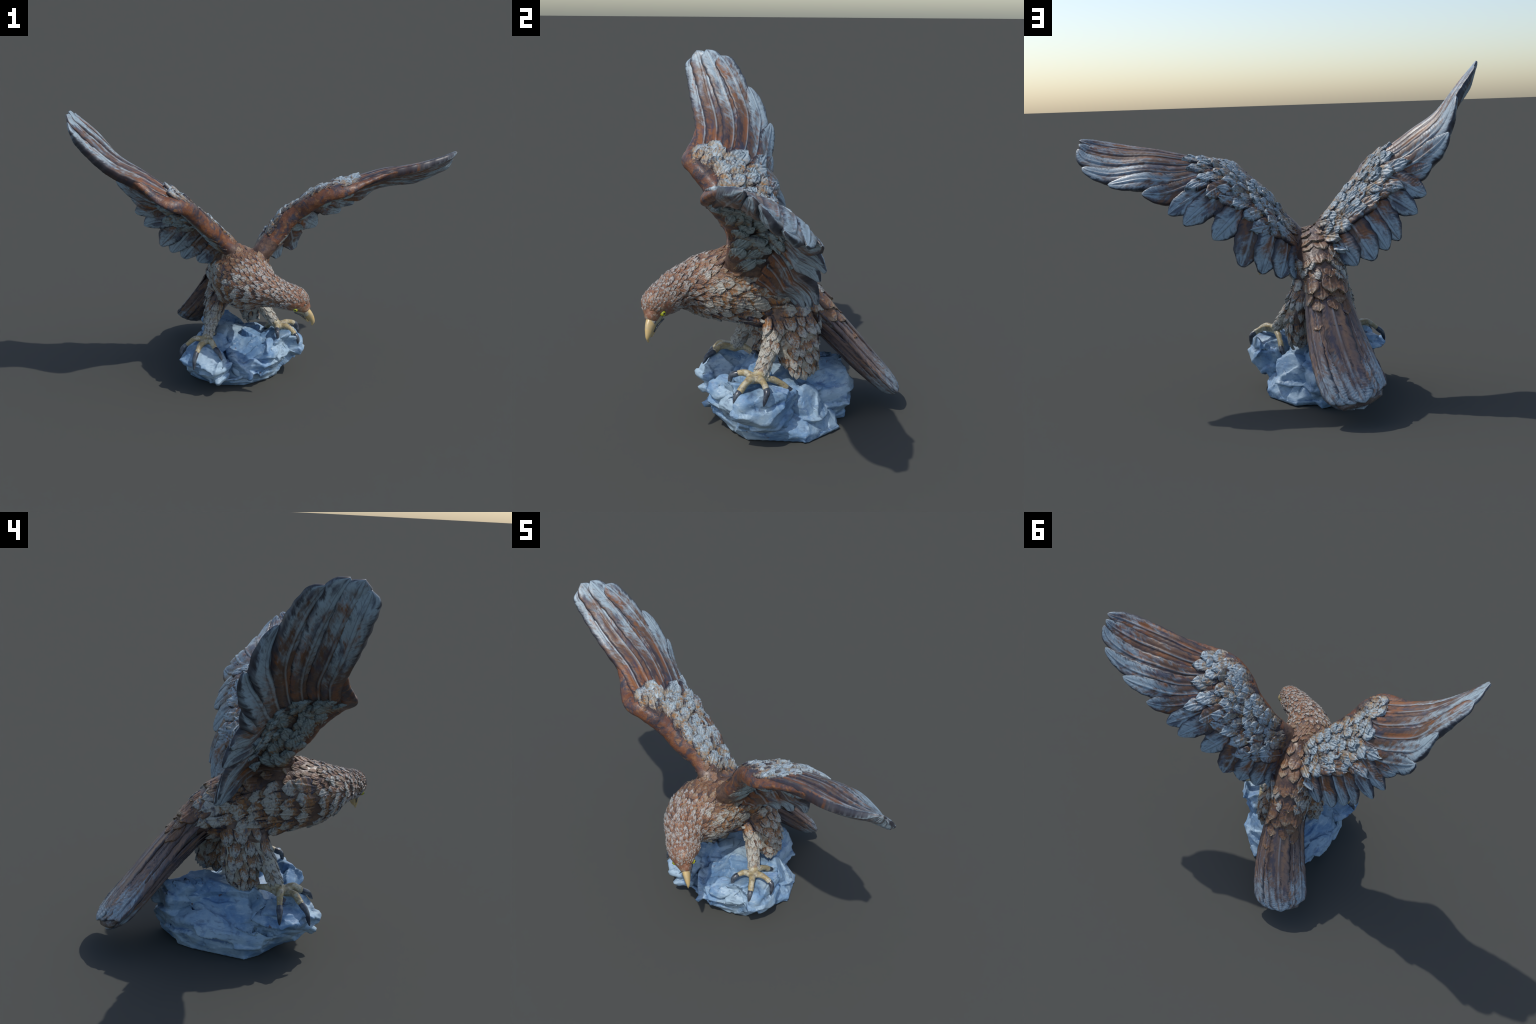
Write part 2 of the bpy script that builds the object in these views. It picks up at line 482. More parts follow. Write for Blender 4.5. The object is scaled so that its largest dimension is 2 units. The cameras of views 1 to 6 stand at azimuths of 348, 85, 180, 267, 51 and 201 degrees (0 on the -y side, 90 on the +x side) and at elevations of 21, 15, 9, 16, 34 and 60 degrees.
# thighs with their feather trousers, then the shanks
body.add(tube([(-0.20, -0.01, 0.58, 0.08, 0.09), (-0.242, -0.02, 0.50, 0.058, 0.10), (-0.272, -0.025, 0.41, 0.044, 0.088), (-0.292, -0.015, 0.335, 0.034, 0.068), (-0.302, -0.035, 0.27, 0.024, 0.042)], 30, 26, (0, 1, 0)))
body.add(tube([(-0.268, -0.07, 0.47, 0.042, 0.045), (-0.305, -0.12, 0.37, 0.032, 0.034), (-0.338, -0.155, 0.295, 0.026, 0.027), (-0.352, -0.175, 0.265, 0.026, 0.026)], 24, 20, (0, 1, 0)))
body.add(tube([(-0.12, 0.02, 0.57, 0.08, 0.09), (-0.085, 0.04, 0.49, 0.060, 0.105), (-0.060, 0.07, 0.41, 0.058, 0.102), (-0.052, 0.09, 0.33, 0.055, 0.082), (-0.045, 0.105, 0.26, 0.040, 0.052)], 30, 26, (0, 1, 0)))
body.add(tube([(-0.06, 0.0, 0.46, 0.042, 0.045), (-0.005, -0.045, 0.37, 0.032, 0.034), (0.045, -0.082, 0.297, 0.026, 0.027), (0.065, -0.10, 0.275, 0.026, 0.025)], 24, 20, (0, 1, 0)))
# toes
TOES = {
    "right": [((-0.352, -0.172, 0.275), (-0.41, -0.168, 0.285), (-0.458, -0.165, 0.25), (-0.492, -0.165, 0.19)),
              ((-0.352, -0.18, 0.272), (-0.388, -0.225, 0.275), (-0.415, -0.255, 0.245), (-0.437, -0.29, 0.165)),
              ((-0.345, -0.182, 0.272), (-0.33, -0.225, 0.285), (-0.315, -0.262, 0.262), (-0.29, -0.312, 0.215)),
              ((-0.342, -0.15, 0.272), (-0.322, -0.115, 0.275), (-0.295, -0.085, 0.262), (-0.275, -0.065, 0.225))],
    "left": [((0.065, -0.10, 0.28), (0.115, -0.082, 0.292), (0.160, -0.068, 0.272), (0.180, -0.082, 0.21)),
             ((0.065, -0.108, 0.28), (0.105, -0.14, 0.288), (0.137, -0.175, 0.258), (0.153, -0.198, 0.20)),
             ((0.058, -0.108, 0.28), (0.048, -0.145, 0.302), (0.038, -0.178, 0.297), (0.036, -0.213, 0.25)),
             ((0.052, -0.08, 0.28), (0.04, -0.02, 0.262), (0.03, 0.03, 0.22), (0.02, 0.065, 0.165))],
}
for side in TOES.values():
    for a, b, c, d in side:
        body.add(tube([(*a, 0.018, 0.018), (*b, 0.0155, 0.0155), (*c, 0.0135, 0.0135)], 16, 16, (0.3, 0.2, 1)))
body.add(LEFT.slab())
body.add(RIGHT.slab(send=0.955))
skin = body.melt(0.0055, 5, 0.5)

P = coords(skin)
NRM = vnormals(skin)
# hand-modelled unevenness of the whole casting
set_coords(skin, P + NRM * np.array([[0.004 * nz(p, 14) + 0.0022 * nz(p, 38, 5)] for p in P]))
P, NRM = coords(skin), vnormals(skin)
TREE = BVHTree.FromPolygons([tuple(p) for p in P], [tuple(p.vertices) for p in skin.polygons])

# ---- split the one smooth surface by anatomy
trunk = Path(TRUNK)
TT = np.linspace(0, 1, 120)
TQ = trunk(TT)


def nearest_on(path_pts, q):
    d = np.linalg.norm(q[:, None] - path_pts[None], axis=2)
    return d.argmin(1), d.min(1)


def wing_s(w, q):
    S, T = np.meshgrid(np.linspace(0, 1, 60), np.linspace(0, 0.9, 19), indexing="ij")
    pts = w.P(S, T).reshape(-1, 3)
    i, d = nearest_on(pts, q)
    return S.reshape(-1)[i], T.reshape(-1)[i], d


cen = np.array([p.center[:] for p in skin.polygons])
ti, td = nearest_on(TQ[:, :3], cen)
tt = TT[ti]
region = np.full(len(cen), "torso", dtype=object)
region[tt > 0.60] = "neck"
region[tt > 0.765] = "head"
back = np.zeros(len(cen), bool)
for w, nm in ((LEFT, "left_wing"), (RIGHT, "right_wing")):
    s_, t_, d_ = (np.concatenate(x) for x in zip(*[wing_s(w, c) for c in np.array_split(cen, 60)]))
    region[(d_ < 0.075) & (s_ > 0.06) & (td > 0.14) & (cen[:, 2] > 0.56)] = nm
    back[(region == nm) & (t_ * np.linalg.norm(w.T(s_) - w.L(s_), axis=1) > 0.05 + 0.02 * np.sin(s_ * 40))] = True
low = (cen[:, 2] < 0.475) & (cen[:, 1] < 0.16) & (td > 0.09)
region[low & (cen[:, 0] < -0.155) & (cen[:, 2] < 0.46)] = "right_thigh"
region[low & (cen[:, 0] >= -0.155) & (cen[:, 2] < 0.46)] = "left_thigh"
region[(cen[:, 1] > 0.17) & (cen[:, 0] < -0.06)] = "tail"
toe_pts, toe_side = [], []
for nm, toes in TOES.items():
    for a, b, c, d in toes:
        for k in np.linspace(0, 1, 10):
            toe_pts.append(Path([a, b, c])(np.array([k]))[0])
            toe_side.append(nm)
fi, fd = nearest_on(np.array(toe_pts), cen)
for nm in TOES:
    region[(fd < 0.034) & (np.array(toe_side)[fi] == nm) & (cen[:, 2] < 0.325)] = nm + "_foot"

PART_MAT = dict(torso="torso", neck="neck_skin", head="head", left_wing="wing", right_wing="wing", left_thigh="leg", right_thigh="leg", left_foot="foot", right_foot="foot", tail="tail_skin")
MAT["tail_skin"] = skin_paint("tail_core_paint", (0.10, 0.075, 0.07), (0.20, 0.15, 0.12), (0.26, 0.30, 0.32), 12, 0.3)
PLAIN_NAME = dict(left_wing="wing", right_wing="wing", left_thigh="leg", right_thigh="leg", left_foot="foot", right_foot="foot")
polys = [tuple(p.vertices) for p in skin.polygons]
PART = {}
for nm in PART_MAT:
    idx = np.where(region == nm)[0]
    used = np.unique(np.concatenate([np.array(polys[i]) for i in idx]))
    remap = {int(v): j for j, v in enumerate(used)}
    me = mesh_from(PLAIN_NAME.get(nm, nm), P[used], [tuple(remap[v] for v in polys[i]) for i in idx])
    me.normals_split_custom_set_from_vertices([tuple(NRM[v]) for v in used])
    PART[nm] = put(PLAIN_NAME.get(nm, nm), me, MAT[PART_MAT[nm]], ROOT)
    if "wing" in nm:
        me.materials.append(MAT["wing_back"])
        me.polygons.foreach_set("material_index", back[idx].astype(np.int32))

# ------------------------------------------------------------------ feathers
def vane(pts, nrm, width, thick, mat, name, parent, nu=17, barb=0.0012, roll=0.0, belly=0.62, deep=None):
    """Solid flight feather along a spine: domed both sides, ridge on the shaft, fine barbs, rounded end."""
    n = len(pts)
    tan = unit(np.gradient(pts, axis=0))
    side = unit(np.cross(tan, nrm))
    up = np.cross(side, tan)
    if roll:
        side, up = side * math.cos(roll) + up * math.sin(roll), up * math.cos(roll) - side * math.sin(roll)
    al = np.linspace(0, 1, n)
    seglen = np.concatenate([[0], np.cumsum(np.linalg.norm(np.diff(pts, axis=0), axis=1))])
    u = np.linspace(-1, 1, nu)
    A, U = np.meshgrid(al, u, indexing="ij")
    D = seglen[:, None] + 0 * U
    w = width(al)
    wob = 1 + 0.035 * np.sin(D * 95 + 3 * U) * np.abs(U)
    x = U * w[:, None] * wob
    sweep = -np.abs(U) ** 1.5 * w[:, None] * 0.25 * smooth(0.75, 1.0, A)
    dome = np.sqrt(np.clip(1 - np.abs(U) ** 3.0, 0, 1))
    tk = thick(al)[:, None]
    rach = np.exp(-(U / 0.09) ** 2) * 0.26 - np.exp(-((np.abs(U) - 0.2) / 0.09) ** 2) * 0.2
    rip = barb * np.sin((D - 0.35 * np.abs(x)) * 420 + 1.5 * np.sin(D * 37)) * np.abs(U) ** 0.7
    zt = tk * (0.62 * dome + rach * dome * smooth(0.0, 0.1, 1 - A)) + rip * dome
    zb = -tk * (belly * dome + 0.8 * rach * dome) + rip * dome
    if deep is not None:
        zb = zb - deep[:, None]
    P3 = lambda z: pts[:, None] + side[:, None] * x[..., None] + up[:, None] * z[..., None] + tan[:, None] * sweep[..., None]
    top, bot = P3(zt), P3(zb)
    ring = np.concatenate([top, bot[:, -2:0:-1]], axis=1)
    m = ring.shape[1]
    v = ring.reshape(-1, 3)
    f = [tuple(reversed(q)) for q in grid_faces(n, m, True)]
    f.append(tuple(range(m)))
    f.append(tuple(reversed(range((n - 1) * m, n * m))))
    me = mesh_from(name, v, f)
    aw = np.concatenate([U, U[:, -2:0:-1]], axis=1).reshape(-1)
    aa = np.concatenate([A, A[:, -2:0:-1]], axis=1).reshape(-1)
    ar = np.concatenate([D, D[:, -2:0:-1]], axis=1).reshape(-1)
    for nm, val in (("across", aw), ("along", aa), ("reach", ar)):
        me.attributes.new(nm, "FLOAT", "POINT").data.foreach_set("value", val.astype(np.float32))
    return put(name, me, mat, parent)


def blade(w, base=0.86, at=0.8, power=2.2):
    """Half width along a feather: narrower root, full vane, rounded end."""
    def f(a):
        grow = base + (1 - base) * smooth(0, 0.45, a)
        end = np.sqrt(np.clip(1 - np.clip((a - at) / (1.0 - at), 0, 1) ** power, 0.0, 1))
        return w * grow * np.maximum(end, 0.03)
    return f


def wing_feather(w, a, b, width, thick, parent, lift=0.0, tip_lift=0.0, roll=0.0, n=90, at=0.8, power=2.2):
    k = np.linspace(0, 1, n)
    s = a[0] + (b[0] - a[0]) * k
    t = a[1] + (b[1] - a[1]) * k
    p, nr = w.P(s, t), w.N(s, np.clip(t, 0.03, 0.97))
    p = p + nr * (lift + (tip_lift - lift) * k)[:, None]
    th = lambda al: thick * (1 - 0.45 * smooth(0.55, 1.0, al)) * np.sqrt(np.clip(1 - (np.clip(al - 0.93, 0, 1) / 0.07) ** 2, 0.02, 1))
    return vane(p, nr, blade(width, 0.86, at, power), th, MAT["flight"], "flight_feather", parent, roll=roll * w.flip, belly=0.9, deep=w.half(s, np.clip(t, 0.14, 1), -1) * smooth(1.0, 0.8, t) * smooth(1.0, 0.88, k) + 0.004)


LW, RW = PART["left_wing"], PART["right_wing"]
# (root s, t) -> (tip s, t), half width
LEFT_FLIGHT = [
    ((0.50, 0.10), (0.998, 0.24), 0.040), ((0.495, 0.17), (0.998, 0.56), 0.042), ((0.49, 0.25), (1.0, 0.90), 0.042), ((0.48, 0.34), (0.905, 1.0), 0.046), ((0.47, 0.42), (0.80, 1.0), 0.047),
    ((0.46, 0.48), (0.69, 1.0), 0.048), ((0.43, 0.50), (0.575, 1.0), 0.048), ((0.385, 0.48), (0.50, 1.01), 0.053), ((0.32, 0.46), (0.40, 1.0), 0.060),
    ((0.24, 0.44), (0.295, 1.02), 0.064), ((0.16, 0.42), (0.20, 1.02), 0.064), ((0.09, 0.42), (0.11, 1.03), 0.060), ((0.02, 0.42), (0.03, 1.02), 0.052)]
RIGHT_FLIGHT = [
    ((0.51, 0.115), (1.0, 0.20), 0.041), ((0.51, 0.18), (1.02, 0.40), 0.045), ((0.51, 0.29), (1.02, 0.69), 0.045), ((0.52, 0.39), (1.0, 0.94), 0.046),
    ((0.52, 0.49), (0.90, 1.0), 0.050), ((0.51, 0.57), (0.795, 1.01), 0.053), ((0.49, 0.56), (0.68, 0.94), 0.044), ((0.47, 0.52), (0.60, 1.0), 0.050), ((0.41, 0.48), (0.50, 1.0), 0.054),
    ((0.33, 0.46), (0.40, 1.01), 0.058), ((0.25, 0.44), (0.305, 1.01), 0.060), ((0.17, 0.42), (0.205, 1.02), 0.062), ((0.08, 0.42), (0.10, 1.0), 0.060)]
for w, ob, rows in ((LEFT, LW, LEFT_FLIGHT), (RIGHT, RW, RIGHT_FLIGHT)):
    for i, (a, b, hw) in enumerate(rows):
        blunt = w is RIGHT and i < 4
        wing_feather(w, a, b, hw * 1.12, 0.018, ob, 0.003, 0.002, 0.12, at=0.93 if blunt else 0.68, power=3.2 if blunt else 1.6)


def shield(name, bend, curl, point, ripple, seed, ncol=21, nrow=18, thick=0.13):
    """Small feather, unit length along +y, unit width along x, arched over x; thin, with split barbs and a worn edge."""
    r = random.Random(seed)
    ph, skew = r.random() * 9, r.uniform(-0.12, 0.12)
    notch = [(r.uniform(-0.9, 0.9), r.uniform(0.02, 0.06), r.uniform(0.03, 0.07)) for _ in range(5)]
    cols, rows = np.linspace(-1, 1, ncol), np.linspace(0, 1, nrow)
    top, bot = [], []
    for a in rows:
        w = 0.5 * (0.66 + 0.34 * smooth(0, 0.45, a)) * max(0.06, (1 - max(0.0, (a - 0.45) / 0.55) ** (2.0 + 1.2 * (1 - point))) ** (0.5 + 0.35 * point))
        for u in cols:
            x = u * w + skew * a * a * 0.5
            cut = sum(d * max(0.0, 1 - abs(u - c) / k) for c, d, k in ((n[0], n[1], n[2] + 0.06) for n in notch))
            y = a - 0.10 * abs(u) ** 1.6 * smooth(0.55, 1.0, a) - cut * smooth(0.45, 1.0, a) + 0.02 * math.sin(u * 9 + ph) * a
            arch = 4 * curl * a * (1 - a) - bend * (2 * u * w) ** 2 * 0.25
            dome = max(0.0, 1 - abs(u) ** 4) ** 0.5
            body = thick * (0.2 + 0.8 * smooth(0, 0.8, a)) * (1 - 0.35 * smooth(0.8, 1.0, a))
            rach = 0.030 * math.exp(-(u / 0.10) ** 2) * (1 - a * 0.6) - 0.02 * math.exp(-((abs(u) - 0.22) / 0.1) ** 2)
            rip = ripple * math.sin(15 * (a * 1.6 - 0.7 * abs(u)) + ph + 5 * u) * min(1.0, abs(u) * 2.5)
            top.append((x, y, arch + body * dome + (rach + rip) * dome - 0.3 * cut * a))
            bot.append((x, y, arch - 0.10 * dome - 0.05))
    n = len(top)
    faces = grid_faces(nrow, ncol)
    me_v = top + bot
    f = [tuple(reversed(q)) for q in faces] + [tuple(i + n for i in q) for q in faces]
    for i in range(nrow - 1):
        for j, rev in ((0, True), (ncol - 1, False)):
            a, b = i * ncol + j, (i + 1) * ncol + j
            q = (a, b, b + n, a + n)
            f.append(q if not rev else tuple(reversed(q)))
    for i, rev in ((0, False), (nrow - 1, True)):
        for j in range(ncol - 1):
            a = i * ncol + j
            q = (a, a + 1, a + 1 + n, a + n)
            f.append(q if not rev else tuple(reversed(q)))
    me = mesh_from(name, me_v, f)
    bm = bmesh.new()
    bm.from_mesh(me)
    bmesh.ops.recalc_face_normals(bm, faces=bm.faces)
    bm.to_mesh(me)
    bm.free()
    return me


SHIELDS = {}
BENDS, CURLS = (-0.2, 0.1, 0.4, 0.8, 1.4, 2.2), (-0.04, 0.0, 0.05, 0.10, 0.16, 0.24, 0.34)


def shields(kind, point, ripple, mat, thick):
    SHIELDS[(kind, mat)] = dict(point=point, ripple=ripple, thick=thick, made={})


def variant(kind, mat, bend, curl):
    """One of two shared meshes for this pair of curvatures, made on first use."""
    d = SHIELDS[(kind, mat)]
    b = min(BENDS, key=lambda x: abs(x - bend))
    c = min(CURLS, key=lambda x: abs(x - curl))
    k = (b, c, RNG.randrange(2))
    if k not in d["made"]:
        me = shield(kind, b, c, d["point"] + 0.2 * k[2], d["ripple"], len(d["made"]) + 31 * len(mat), thick=d["thick"])
        me.materials.append(MAT[mat])
        d["made"][k] = me
    return d["made"][k]


shields("covert_feather", 0.15, 0.022, "covert", 0.08)
shields("covert_feather", 0.35, 0.018, "under", 0.05)
shields("covert_feather", 0.35, 0.018, "greater", 0.06)
shields("contour_feather", 0.35, 0.018, "contour", 0.06)
shields("contour_feather", 0.6, 0.018, "shank", 0.05)
shields("neck_feather", 0.7, 0.016, "neck", 0.05)
shields("rump_feather", 0.3, 0.010, "rump", 0.05)


def lay(kind, mat, pos, normal, direction, length, width, parent, surface, lift=0.006, sink=0.004):
    """Lay one feather on a surface: root sunk in, tip just proud, arched to fit. surface(p) -> nearest point, normal."""
    n = unit(normal)
    y = unit(direction - n * np.dot(direction, n))
    tip, tn = surface(pos + y * length)
    if np.linalg.norm(tip - pos - y * length) > 0.45 * length:
        return None
    base, end = pos - n * sink, tip + tn * lift
    L = np.linalg.norm(end - base)
    y = unit(end - base)
    n = unit(n + tn)
    n = unit(n - y * np.dot(n, y))
    x = np.cross(y, n)
    z = (L + width) * 0.5
    mid = (base + end) * 0.5
    on, _ = surface(mid)
    c0 = np.dot(on - mid, n)
    edge = 0.0
    for sg in (-1, 1):
        q, _ = surface(mid + n * c0 + x * sg * width * 0.45)
        edge += 0.5 * np.dot(mid + n * c0 - q, n)
    me = variant(kind, mat, 4 * edge / z, c0 / z)
    ob = bpy.data.objects.new(kind, me)
    ob.matrix_world = Matrix(((x[0] * width, y[0] * L, n[0] * z, base[0]), (x[1] * width, y[1] * L, n[1] * z, base[1]), (x[2] * width, y[2] * L, n[2] * z, base[2]), (0, 0, 0, 1)))
    bpy.context.scene.collection.objects.link(ob)
    ob.parent = parent
    return ob


def on_skin(p):
    q, n, _, _ = TREE.find_nearest(Vector(p))
    return np.array(q), np.array(n)


def jit(a):
    return 1 + RNG.uniform(-a, a)


# coverts are laid on the skin and the quills together
bits_v, bits_f, off = [P], [tuple(p.vertices) for p in skin.polygons], len(P)
for ob in [o for o in bpy.data.objects if o.name.startswith("flight_feather")]:
    c = coords(ob.data)
    bits_v.append(c)
    bits_f += [tuple(i + off for i in p.vertices) for p in ob.data.polygons]
    off += len(c)
WTREE = BVHTree.FromPolygons([tuple(p) for p in np.vstack(bits_v)], bits_f)


def rows_on_wing(w, parent, side, mat, rows, length, width, lean, lift, over):
    """Shingle rows: each row is (t of the feather root, s from, s to, count)."""
    for r, (t0, s0, s1, n) in enumerate(rows):
        for i in range(n):
            s = s0 + (s1 - s0) * (i + 0.5 * (r % 2) + RNG.uniform(-0.18, 0.18)) / n
            t = max(t0 + RNG.uniform(-0.015, 0.015), 0.015)
            out = w.up(np.array(s)) * side

            def surface(p):
                q, n_, _, _ = WTREE.ray_cast(Vector(p + out * 0.14), Vector(-out), 0.3)
                if q is None:
                    return p + 1.0, out
                n_ = np.array(n_)
                n_ = unit(out * 0.35 + n_ * (1 if np.dot(n_, out) > 0 else -1))
                return np.array(q) + n_ * 0.001, n_

            p, nr = surface(w.P(np.array(s), np.array(t)))
            if p[0] > 0.9 + abs(w.L(np.array(s))[0]):
                continue
            dt = w.raw(np.array(s + lean * 0.03 * jit(0.5)), np.array(t + 0.05)) - w.raw(np.array(s), np.array(t))
            lay("covert_feather", mat, p, nr, dt, length(s, t) * jit(0.15), width(s, t) * jit(0.12), parent, surface, lift * jit(0.4))


up_len = lambda s, t: 0.085 + 0.11 * t
up_wid = lambda s, t: 0.070 + 0.030 * t
for w, ob in ((LEFT, LW), (RIGHT, RW)):
    rows_on_wing(w, ob, 1, "greater", [(0.47, 0.02, 0.50, 9)], lambda s, t: 0.165, lambda s, t: 0.088, 1.0, 0.009, 0.008)
    rows_on_wing(w, ob, 1, "covert", [(0.40, 0.01, 0.49, 8), (0.32, 0.01, 0.50, 8), (0.24, 0.01, 0.53, 9), (0.165, 0.02, 0.56, 10), (0.10, 0.02, 0.56, 12), (0.05, 0.03, 0.55, 13), (0.012, 0.05, 0.53, 14)], up_len, up_wid, 1.0, 0.010, 0.008)
    rows_on_wing(w, ob, -1, "under", [(0.50, 0.24, 0.50, 5), (0.42, 0.22, 0.52, 6), (0.34, 0.16, 0.53, 7), (0.26, 0.02, 0.53, 10), (0.18, 0.03, 0.53, 10), (0.11, 0.04, 0.52, 10), (0.05, 0.06, 0.50, 10)], lambda s, t: 0.105, lambda s, t: 0.064, 1.2, 0.007, 0.003)


# body feathers: rings round an axis, each found by a ray from the axis to the skin
def ring_feathers(axis, ts, size, kind, mat, parent_of, flow_sign, arc=(0, 360), up=(0, 0, 1), reach=1.5, lift=0.006, sink=0.004, keep=None, ratio=0.62, pack=0.78, wild=0.18):
    up = np.array(up, float)
    made = 0
    for r, t in enumerate(ts):
        q = axis(np.array(t))
        q2 = axis(np.array(t + 0.01))
        c, tan = q[:3], unit(q2[:3] - q[:3])
        side = unit(np.cross(tan, up))
        top = np.cross(side, tan)
        L = size(t)
        circ = math.pi * (q[3] + q[4]) * (arc[1] - arc[0]) / 360
        n = max(3, int(circ / (L * ratio * pack)))
        for i in range(n):
            a = math.radians(arc[0] + (arc[1] - arc[0]) * (i + 0.5 * (r % 2) + RNG.uniform(-0.15, 0.15)) / n)
            d = side * math.cos(a) + top * math.sin(a)
            hit, nr, _, dist = TREE.ray_cast(Vector(c), Vector(d))
            if hit is None or dist > reach * max(q[3], q[4]):
                continue
            hit, nr = np.array(hit), np.array(nr)
            if np.dot(nr, d) < 0.25 or (keep and not keep(hit, nr, t, math.degrees(a) % 360)):
                continue
            flow = tan * flow_sign + wild * V3(RNG.uniform(-1, 1), RNG.uniform(-1, 1), RNG.uniform(-1, 1))
            l = L * jit(0.15)
            p = parent_of(hit)
            made += lay(kind, mat, hit, nr, flow, l, l * ratio * jit(0.15), p, on_skin, lift * jit(0.4), sink) is not None
    return made


def near_wing_root(h):
    return h[1] > -0.27 and h[1] < 0.10 and h[2] > 0.70


EYE_L, EYE_R = V3(0.10, -0.474, 0.583), V3(0.045, -0.54, 0.575)
counts = {}
counts["torso"] = ring_feathers(trunk, np.arange(0.13, 0.60, 0.043), lambda t: 0.122 - 0.055 * smooth(0.3, 0.6, t), "contour_feather", "contour", lambda h: PART["torso"], -1,
                                keep=lambda h, n, t, a: not near_wing_root(h) and not (n[2] > 0.6) and h[2] > 0.42, lift=0.007, ratio=0.64, pack=0.70, wild=0.25)
counts["neck"] = ring_feathers(trunk, np.arange(0.50, 0.80, 0.0225), lambda t: 0.070 - 0.026 * smooth(0.55, 0.8, t), "neck_feather", "neck", lambda h: PART["neck"], -1,
                               lift=0.005, ratio=0.38, pack=0.80, wild=0.4)
counts["head"] = ring_feathers(trunk, np.arange(0.79, 0.95, 0.016), lambda t: 0.036 - 0.012 * smooth(0.82, 0.92, t), "neck_feather", "neck", lambda h: PART["head"], -1, lift=0.003, ratio=0.42, pack=0.9, wild=0.25,
                               keep=lambda h, n, t, a: min(np.linalg.norm(h - EYE_L), np.linalg.norm(h - EYE_R)) > 0.0215 and not (t > 0.84 and n[2] < -0.1))
counts["back"] = ring_feathers(trunk, np.arange(0.02, 0.42, 0.05), lambda t: 0.09 - 0.03 * smooth(0.2, 0.4, t), "rump_feather", "rump", lambda h: PART["torso"], -1,
                               arc=(30, 150), keep=lambda h, n, t, a: n[2] > 0.2 or n[1] > 0.3, lift=0.007, ratio=0.8, pack=0.8)
ring_feathers(trunk, np.arange(0.40, 0.58, 0.026), lambda t: 0.062, "rump_feather", "rump", lambda h: PART["torso"], -1, arc=(15, 165), lift=0.003, ratio=0.5, pack=0.8, wild=0.3)
tail_axis = Path(TAIL)
ring_feathers(tail_axis, (0.25, 0.16, 0.07, 0.0), lambda t: 0.10, "rump_feather", "rump", lambda h: PART["tail"], 1, arc=(25, 155), up=TAIL_UP, lift=0.018, sink=-0.004, ratio=0.75, pack=0.85)
SHANK = {"right_thigh": [(-0.268, -0.07, 0.47, 0.042, 0.045), (-0.305, -0.12, 0.37, 0.032, 0.034), (-0.338, -0.155, 0.295, 0.026, 0.027)],
         "left_thigh": [(-0.06, 0.0, 0.46, 0.042, 0.045), (-0.005, -0.045, 0.37, 0.032, 0.034), (0.045, -0.082, 0.297, 0.026, 0.027)]}
RTH = Path([(-0.205, -0.01, 0.56, 0.08, 0.09), (-0.248, -0.022, 0.485, 0.056, 0.098), (-0.275, -0.035, 0.41, 0.045, 0.085), (-0.297, -0.045, 0.34, 0.036, 0.06), (-0.312, -0.05, 0.29, 0.03, 0.045)])
LTH = Path([(-0.115, 0.022, 0.56, 0.08, 0.09), (-0.08, 0.035, 0.48, 0.056, 0.098), (-0.060, 0.07, 0.41, 0.058, 0.10), (-0.052, 0.085, 0.34, 0.055, 0.082), (-0.047, 0.095, 0.285, 0.042, 0.06)])
for ax, nm in ((RTH, "right_thigh"), (LTH, "left_thigh")):
    sh = Path(SHANK[nm])
    ring_feathers(sh, (0.72, 0.56, 0.40, 0.24, 0.08), lambda t: 0.06, "contour_feather", "shank", lambda h, nm=nm: PART[nm], 1, up=(0, 1, 0), reach=1.8, lift=0.004, ratio=0.42, pack=0.8, wild=0.2)
    counts[nm] = ring_feathers(ax, (0.95, 0.80, 0.64, 0.48, 0.32, 0.16), lambda t: 0.095 - 0.02 * t, "contour_feather", "contour", lambda h, nm=nm: PART[nm], 1, up=(0, 1, 0), reach=1.9, lift=0.014, ratio=0.48, pack=0.85, wild=0.25,
                               keep=lambda h, n, t, a: h[2] < 0.56 and not (t > 0.45 and n[1] < -0.55))
print("feathers", counts)

# ------------------------------------------------------------------ tail feathers
tail_c = lambda k: tail_axis(k)
for layer, (u, end, hw, lift) in enumerate([(-0.93, 0.90, 0.040, 0.0), (0.93, 0.90, 0.040, 0.0), (-0.68, 0.96, 0.045, 0.003), (0.70, 0.96, 0.045, 0.003), (-0.40, 1.01, 0.048, 0.006), (0.42, 1.01, 0.048, 0.006), (0.0, 1.04, 0.066, 0.011)]):
    for under in (0, 1):
        k = np.linspace(0.08, end, 90)
        q = tail_c(k)
        tan = unit(np.gradient(q[:, :3], axis=0))
        side = unit(np.cross(tan, TAIL_UP))
        top = np.cross(side, tan)
        sg = -1 if under else 1
        rise = np.sqrt(max(0.0, 1 - u * u * 0.9))
        p = q[:, :3] + side * (u * q[:, 3])[:, None] + top * (sg * (q[:, 4] * rise + lift * (1 - 0.6 * k)))[:, None]
        nr = unit(top * sg * (rise + 0.25) + side * u * 0.6)
        if under:
            p = p - top * 0.002
        th = lambda al: 0.013 * smooth(-0.02, 0.22, al) * np.sqrt(np.clip(1 - (np.clip(al - 0.93, 0, 1) / 0.07) ** 2, 0.02, 1))
        vane(p, nr, blade(hw, 0.7, 0.86), th, MAT["tail"], "tail_feather", PART["tail"])

# ------------------------------------------------------------------ claws, beak, eyes
for nm, toes in TOES.items():
    for a, b, c, d in toes:
        c_, d_ = V3(*c), V3(*d)
        out = unit(c_ - V3(*b))
        mid = c_ + (d_ - c_) * 0.45 + out * 0.010 + V3(0, 0, 0.010)
        v, f = tube([(*(c_ - out * 0.004), 0.0125, 0.0125), (*(c_ * 0.7 + mid * 0.3 + out * 0.005), 0.0135, 0.0135), (*mid, 0.011, 0.011), (*(mid * 0.4 + d_ * 0.6), 0.008, 0.008), (*d_, 0.003, 0.003)], 26, 16, (0.3, 0.2, 1))
        put("claw", mesh_from("claw", v, f), MAT["claw"], PART[nm + "_foot"])

